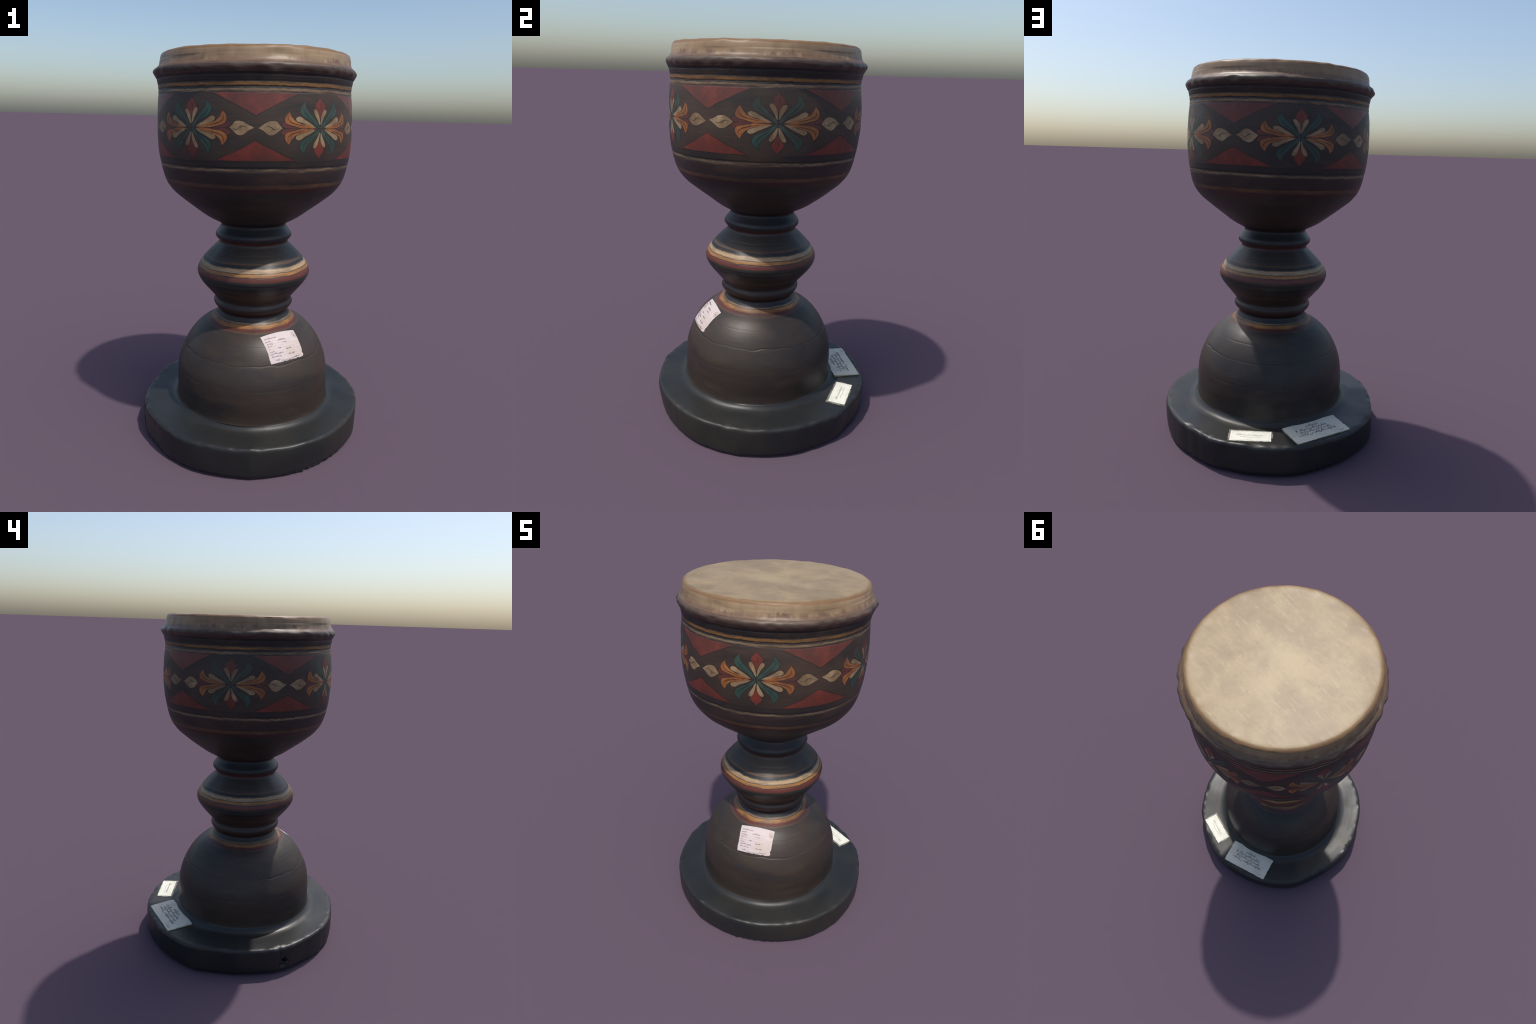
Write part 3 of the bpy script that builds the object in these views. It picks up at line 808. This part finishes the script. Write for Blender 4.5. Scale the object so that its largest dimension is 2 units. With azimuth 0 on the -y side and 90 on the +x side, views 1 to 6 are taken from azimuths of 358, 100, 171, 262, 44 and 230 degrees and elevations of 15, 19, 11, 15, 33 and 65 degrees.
# paper label pasted on the foot: 208 x 147 mm, lower edge torn
LW, LH = 208.0, 147.0
def label_mapper(UV):
    u = UV[:, 0] / LW; v = UV[:, 1] / LH                    # 0..1
    bow = 1 - (2 * u - 1) ** 2
    s = (0.4985 + 0.0045 * bow) * (1 - v) + (0.6065 + 0.0095 * bow) * v
    r = np.interp(s, S[_sel], R[_sel])
    skew = math.radians(0.8) * (v - 0.5)
    return surface(math.radians(-60.8) - skew + (u - 0.5) * LW * MM / r, s)
g = np.random.default_rng(21)
corners = [(1, 0), (60, 1), (112, 3), (150, 0), (160, 5), (172, 0), (198, 3), (206, 12), (200, 26), (206, 44), (208, LH), (0, LH), (3, 60), (0, 28)]
rough = [0.5, 1.0, 1.2, 1.2, 1.0, 0.8, 0.8, 0.7, 0.8, 0.4, 0.2, 0.3, 0.4, 0.4]
label_outline = edge_walk(corners, 5.0, rough, g)
inks = []
def word(x0, x1, y, size=6.0, w=1.7, slot=2): inks.append((scribble(g, x0, x1, y, size), w, slot))
def rule(x0, x1, y, slot=3, w=0.9):
    xs = np.linspace(x0, x1, 10); inks.append((np.stack([xs, y + g.normal(0, 0.35, 10)], 1), w, slot))
word(12, 42, 129); word(44, 64, 128); word(66, 80, 128)
word(10, 40, 116); rule(42, 76, 116); word(80, 128, 112, 6); rule(130, 160, 113)
word(12, 26, 103); word(30, 50, 102, 7); rule(54, 96, 102); word(102, 128, 98, 6); rule(130, 160, 99)
word(12, 34, 90); rule(38, 196, 89)
word(14, 24, 77, 5); rule(26, 58, 76); word(64, 82, 75, 6, 2.0); rule(86, 198, 76)
word(14, 40, 63, 6); rule(44, 100, 62); word(108, 138, 62, 6, 2.2); rule(142, 200, 62)
word(13, 50, 50, 7.5, 2.0); word(52, 86, 48, 7, 2.2); rule(88, 200, 48)
word(14, 32, 36, 7, 2.0); word(33, 70, 34, 7, 2.0); rule(72, 104, 36); word(112, 128, 33, 7, 2.0); word(132, 150, 33, 7, 2.0); rule(152, 198, 35)
rule(18, 72, 22); word(30, 54, 14, 6, 1.8); rule(138, 190, 20); word(152, 176, 11, 6, 1.6)
word(62, 80, 7, 6, 1.5); word(84, 122, 6, 5.5, 1.5); word(124, 156, 8, 6.5, 1.9)
t = np.linspace(0, TAU, 33)
inks.append((np.stack([191 + 12.5 * np.cos(t), 124 + 13 * np.sin(t)], 1), 2.6, 5))
inks.append((np.stack([191 + 9 * np.cos(t), 124 + 9.5 * np.sin(t)], 1), 1.0, 5))
inks.append((np.array([(185.5, 122), (191, 123), (197, 122)]), 5.0, 4))
sheet("paper_label", label_outline, label_mapper, OB["foot"], [mat_label, mat_edge, mat_ink, mat_rule, mat_stamp, mat_seal], 1.4, inks, spacing=8.0)

def plane_mapper(corner, ux, uy, sag=0.0):
    """Card plane: mm along two edges from a corner."""
    corner, ux, uy = (np.array(v, float) for v in (corner, ux, uy))
    ux /= np.linalg.norm(ux); nz = np.cross(ux, uy); nz /= np.linalg.norm(nz); uy = np.cross(nz, ux)
    if nz[2] < 0: nz = -nz
    def f(UV):
        p = corner + UV[:, :1] * MM * ux + UV[:, 1:2] * MM * uy
        return p, np.repeat(nz[None], len(UV), 0)
    return f

# larger grey card, propped on the plinth against the swell of the foot
g = np.random.default_rng(31)
A = np.array([-0.050, 0.588, 0.1655]); B = np.array([-0.352, 0.471, 0.1650]); C = np.array([0.006, 0.442, 0.1725])
w = np.linalg.norm(B - A) / MM; h = np.linalg.norm(C - A) / MM
# local x runs from the reader's left (A side) to right (B side); the reader stands outside the plinth
out = edge_walk([(0, 0), (w, 0), (w, h - 4), (w - 6, h), (0, h)], 9.0, [1.1, 1.0, 0.4, 0.9, 0.9], g)
inks = []
def line(words, y, size, wd=2.0):
    for x0, x1 in words: inks.append((scribble(g, x0, x1, y, size), wd, 2))
line([(118, 196)], 112, 20, 3.4)
line([(48, 54), (72, 166), (170, 236)], 91, 19, 3.2)
line([(62, 146), (152, 196), (200, 246)], 69, 18, 3.2)
line([(42, 98), (104, 122), (130, 206), (212, 268)], 48, 17, 3.2)
line([(272, 296)], 16, 10, 1.4)
cut = np.stack([np.linspace(4, 70, 9), 62 + 22 * np.linspace(0, 1, 9) ** 1.5], 1)
inks.append((cut, 1.2, 3))
sheet("handwritten_card", out, plane_mapper(A, B - A, C - A), OB["plinth"], [mat_card, mat_edge, mat_black_ink, mat_rule], 4.0, inks, spacing=12.0, border=3.5, base=0.0, drop=9.0)

# small white card lying in the sun, with a smudged tan margin beneath it
g = np.random.default_rng(41)
A = np.array([0.282, 0.513, 0.1680]); B = np.array([0.078, 0.550, 0.1665]); C = np.array([0.263, 0.425, 0.1690])
w = np.linalg.norm(B - A) / MM; h = np.linalg.norm(C - A) / MM
mp = plane_mapper(A, B - A, C - A)
back = edge_walk([(-9, -5), (w + 6, -6), (w + 9, h * 0.6), (w + 3, h + 8), (-12, h + 12)], 9.0, [1.2] * 5, g)
m = Nodes("smudged_tan_margin")
mat_margin = m.finish(m.mix(m.range(m.noise(20, 4), 0.35, 0.65), (0.115, 0.115, 0.075), (0.26, 0.235, 0.20)), 0.5)
sheet("tan_margin", back, mp, OB["plinth"], [mat_margin, mat_margin], 1.0, [], spacing=12.0, drop=6.0)
out = edge_walk([(0, 0), (w, 0), (w, h), (0, h)], 7.0, [1.0, 1.0, 1.0, 1.0], g)
inks = [(scribble(g, 30, 70, 48, 13), 1.5, 2), (scribble(g, 76, 160, 48, 11), 1.5, 2)]
inks.append((np.stack([np.linspace(48, 150, 14), 34 + 2 * np.sin(np.linspace(0, 9, 14))], 1), 1.5, 2))
for a, b in (((8, 8), (w - 8, 8)), ((8, h - 8), (w - 8, h - 8)), ((9, 10), (9, h - 10)), ((w - 9, 10), (w - 9, h - 10))):
    p = np.linspace(0, 1, 12)[:, None] * (np.array(b) - np.array(a)) + np.array(a) + g.normal(0, 0.7, (12, 2))
    inks.append((p, 0.8, 3))
m = Nodes("pale_pencil")
mat_pencil = m.finish(m.mix(m.range(m.noise(80, 3), 0.4, 0.6), (0.56, 0.54, 0.46), (0.42, 0.38, 0.36)), 0.6)
sheet("small_card", out, mp, OB["plinth"], [mat_small, mat_edge, mat_ink, mat_pencil], 2.6, inks, spacing=10.0, drop=6.0)
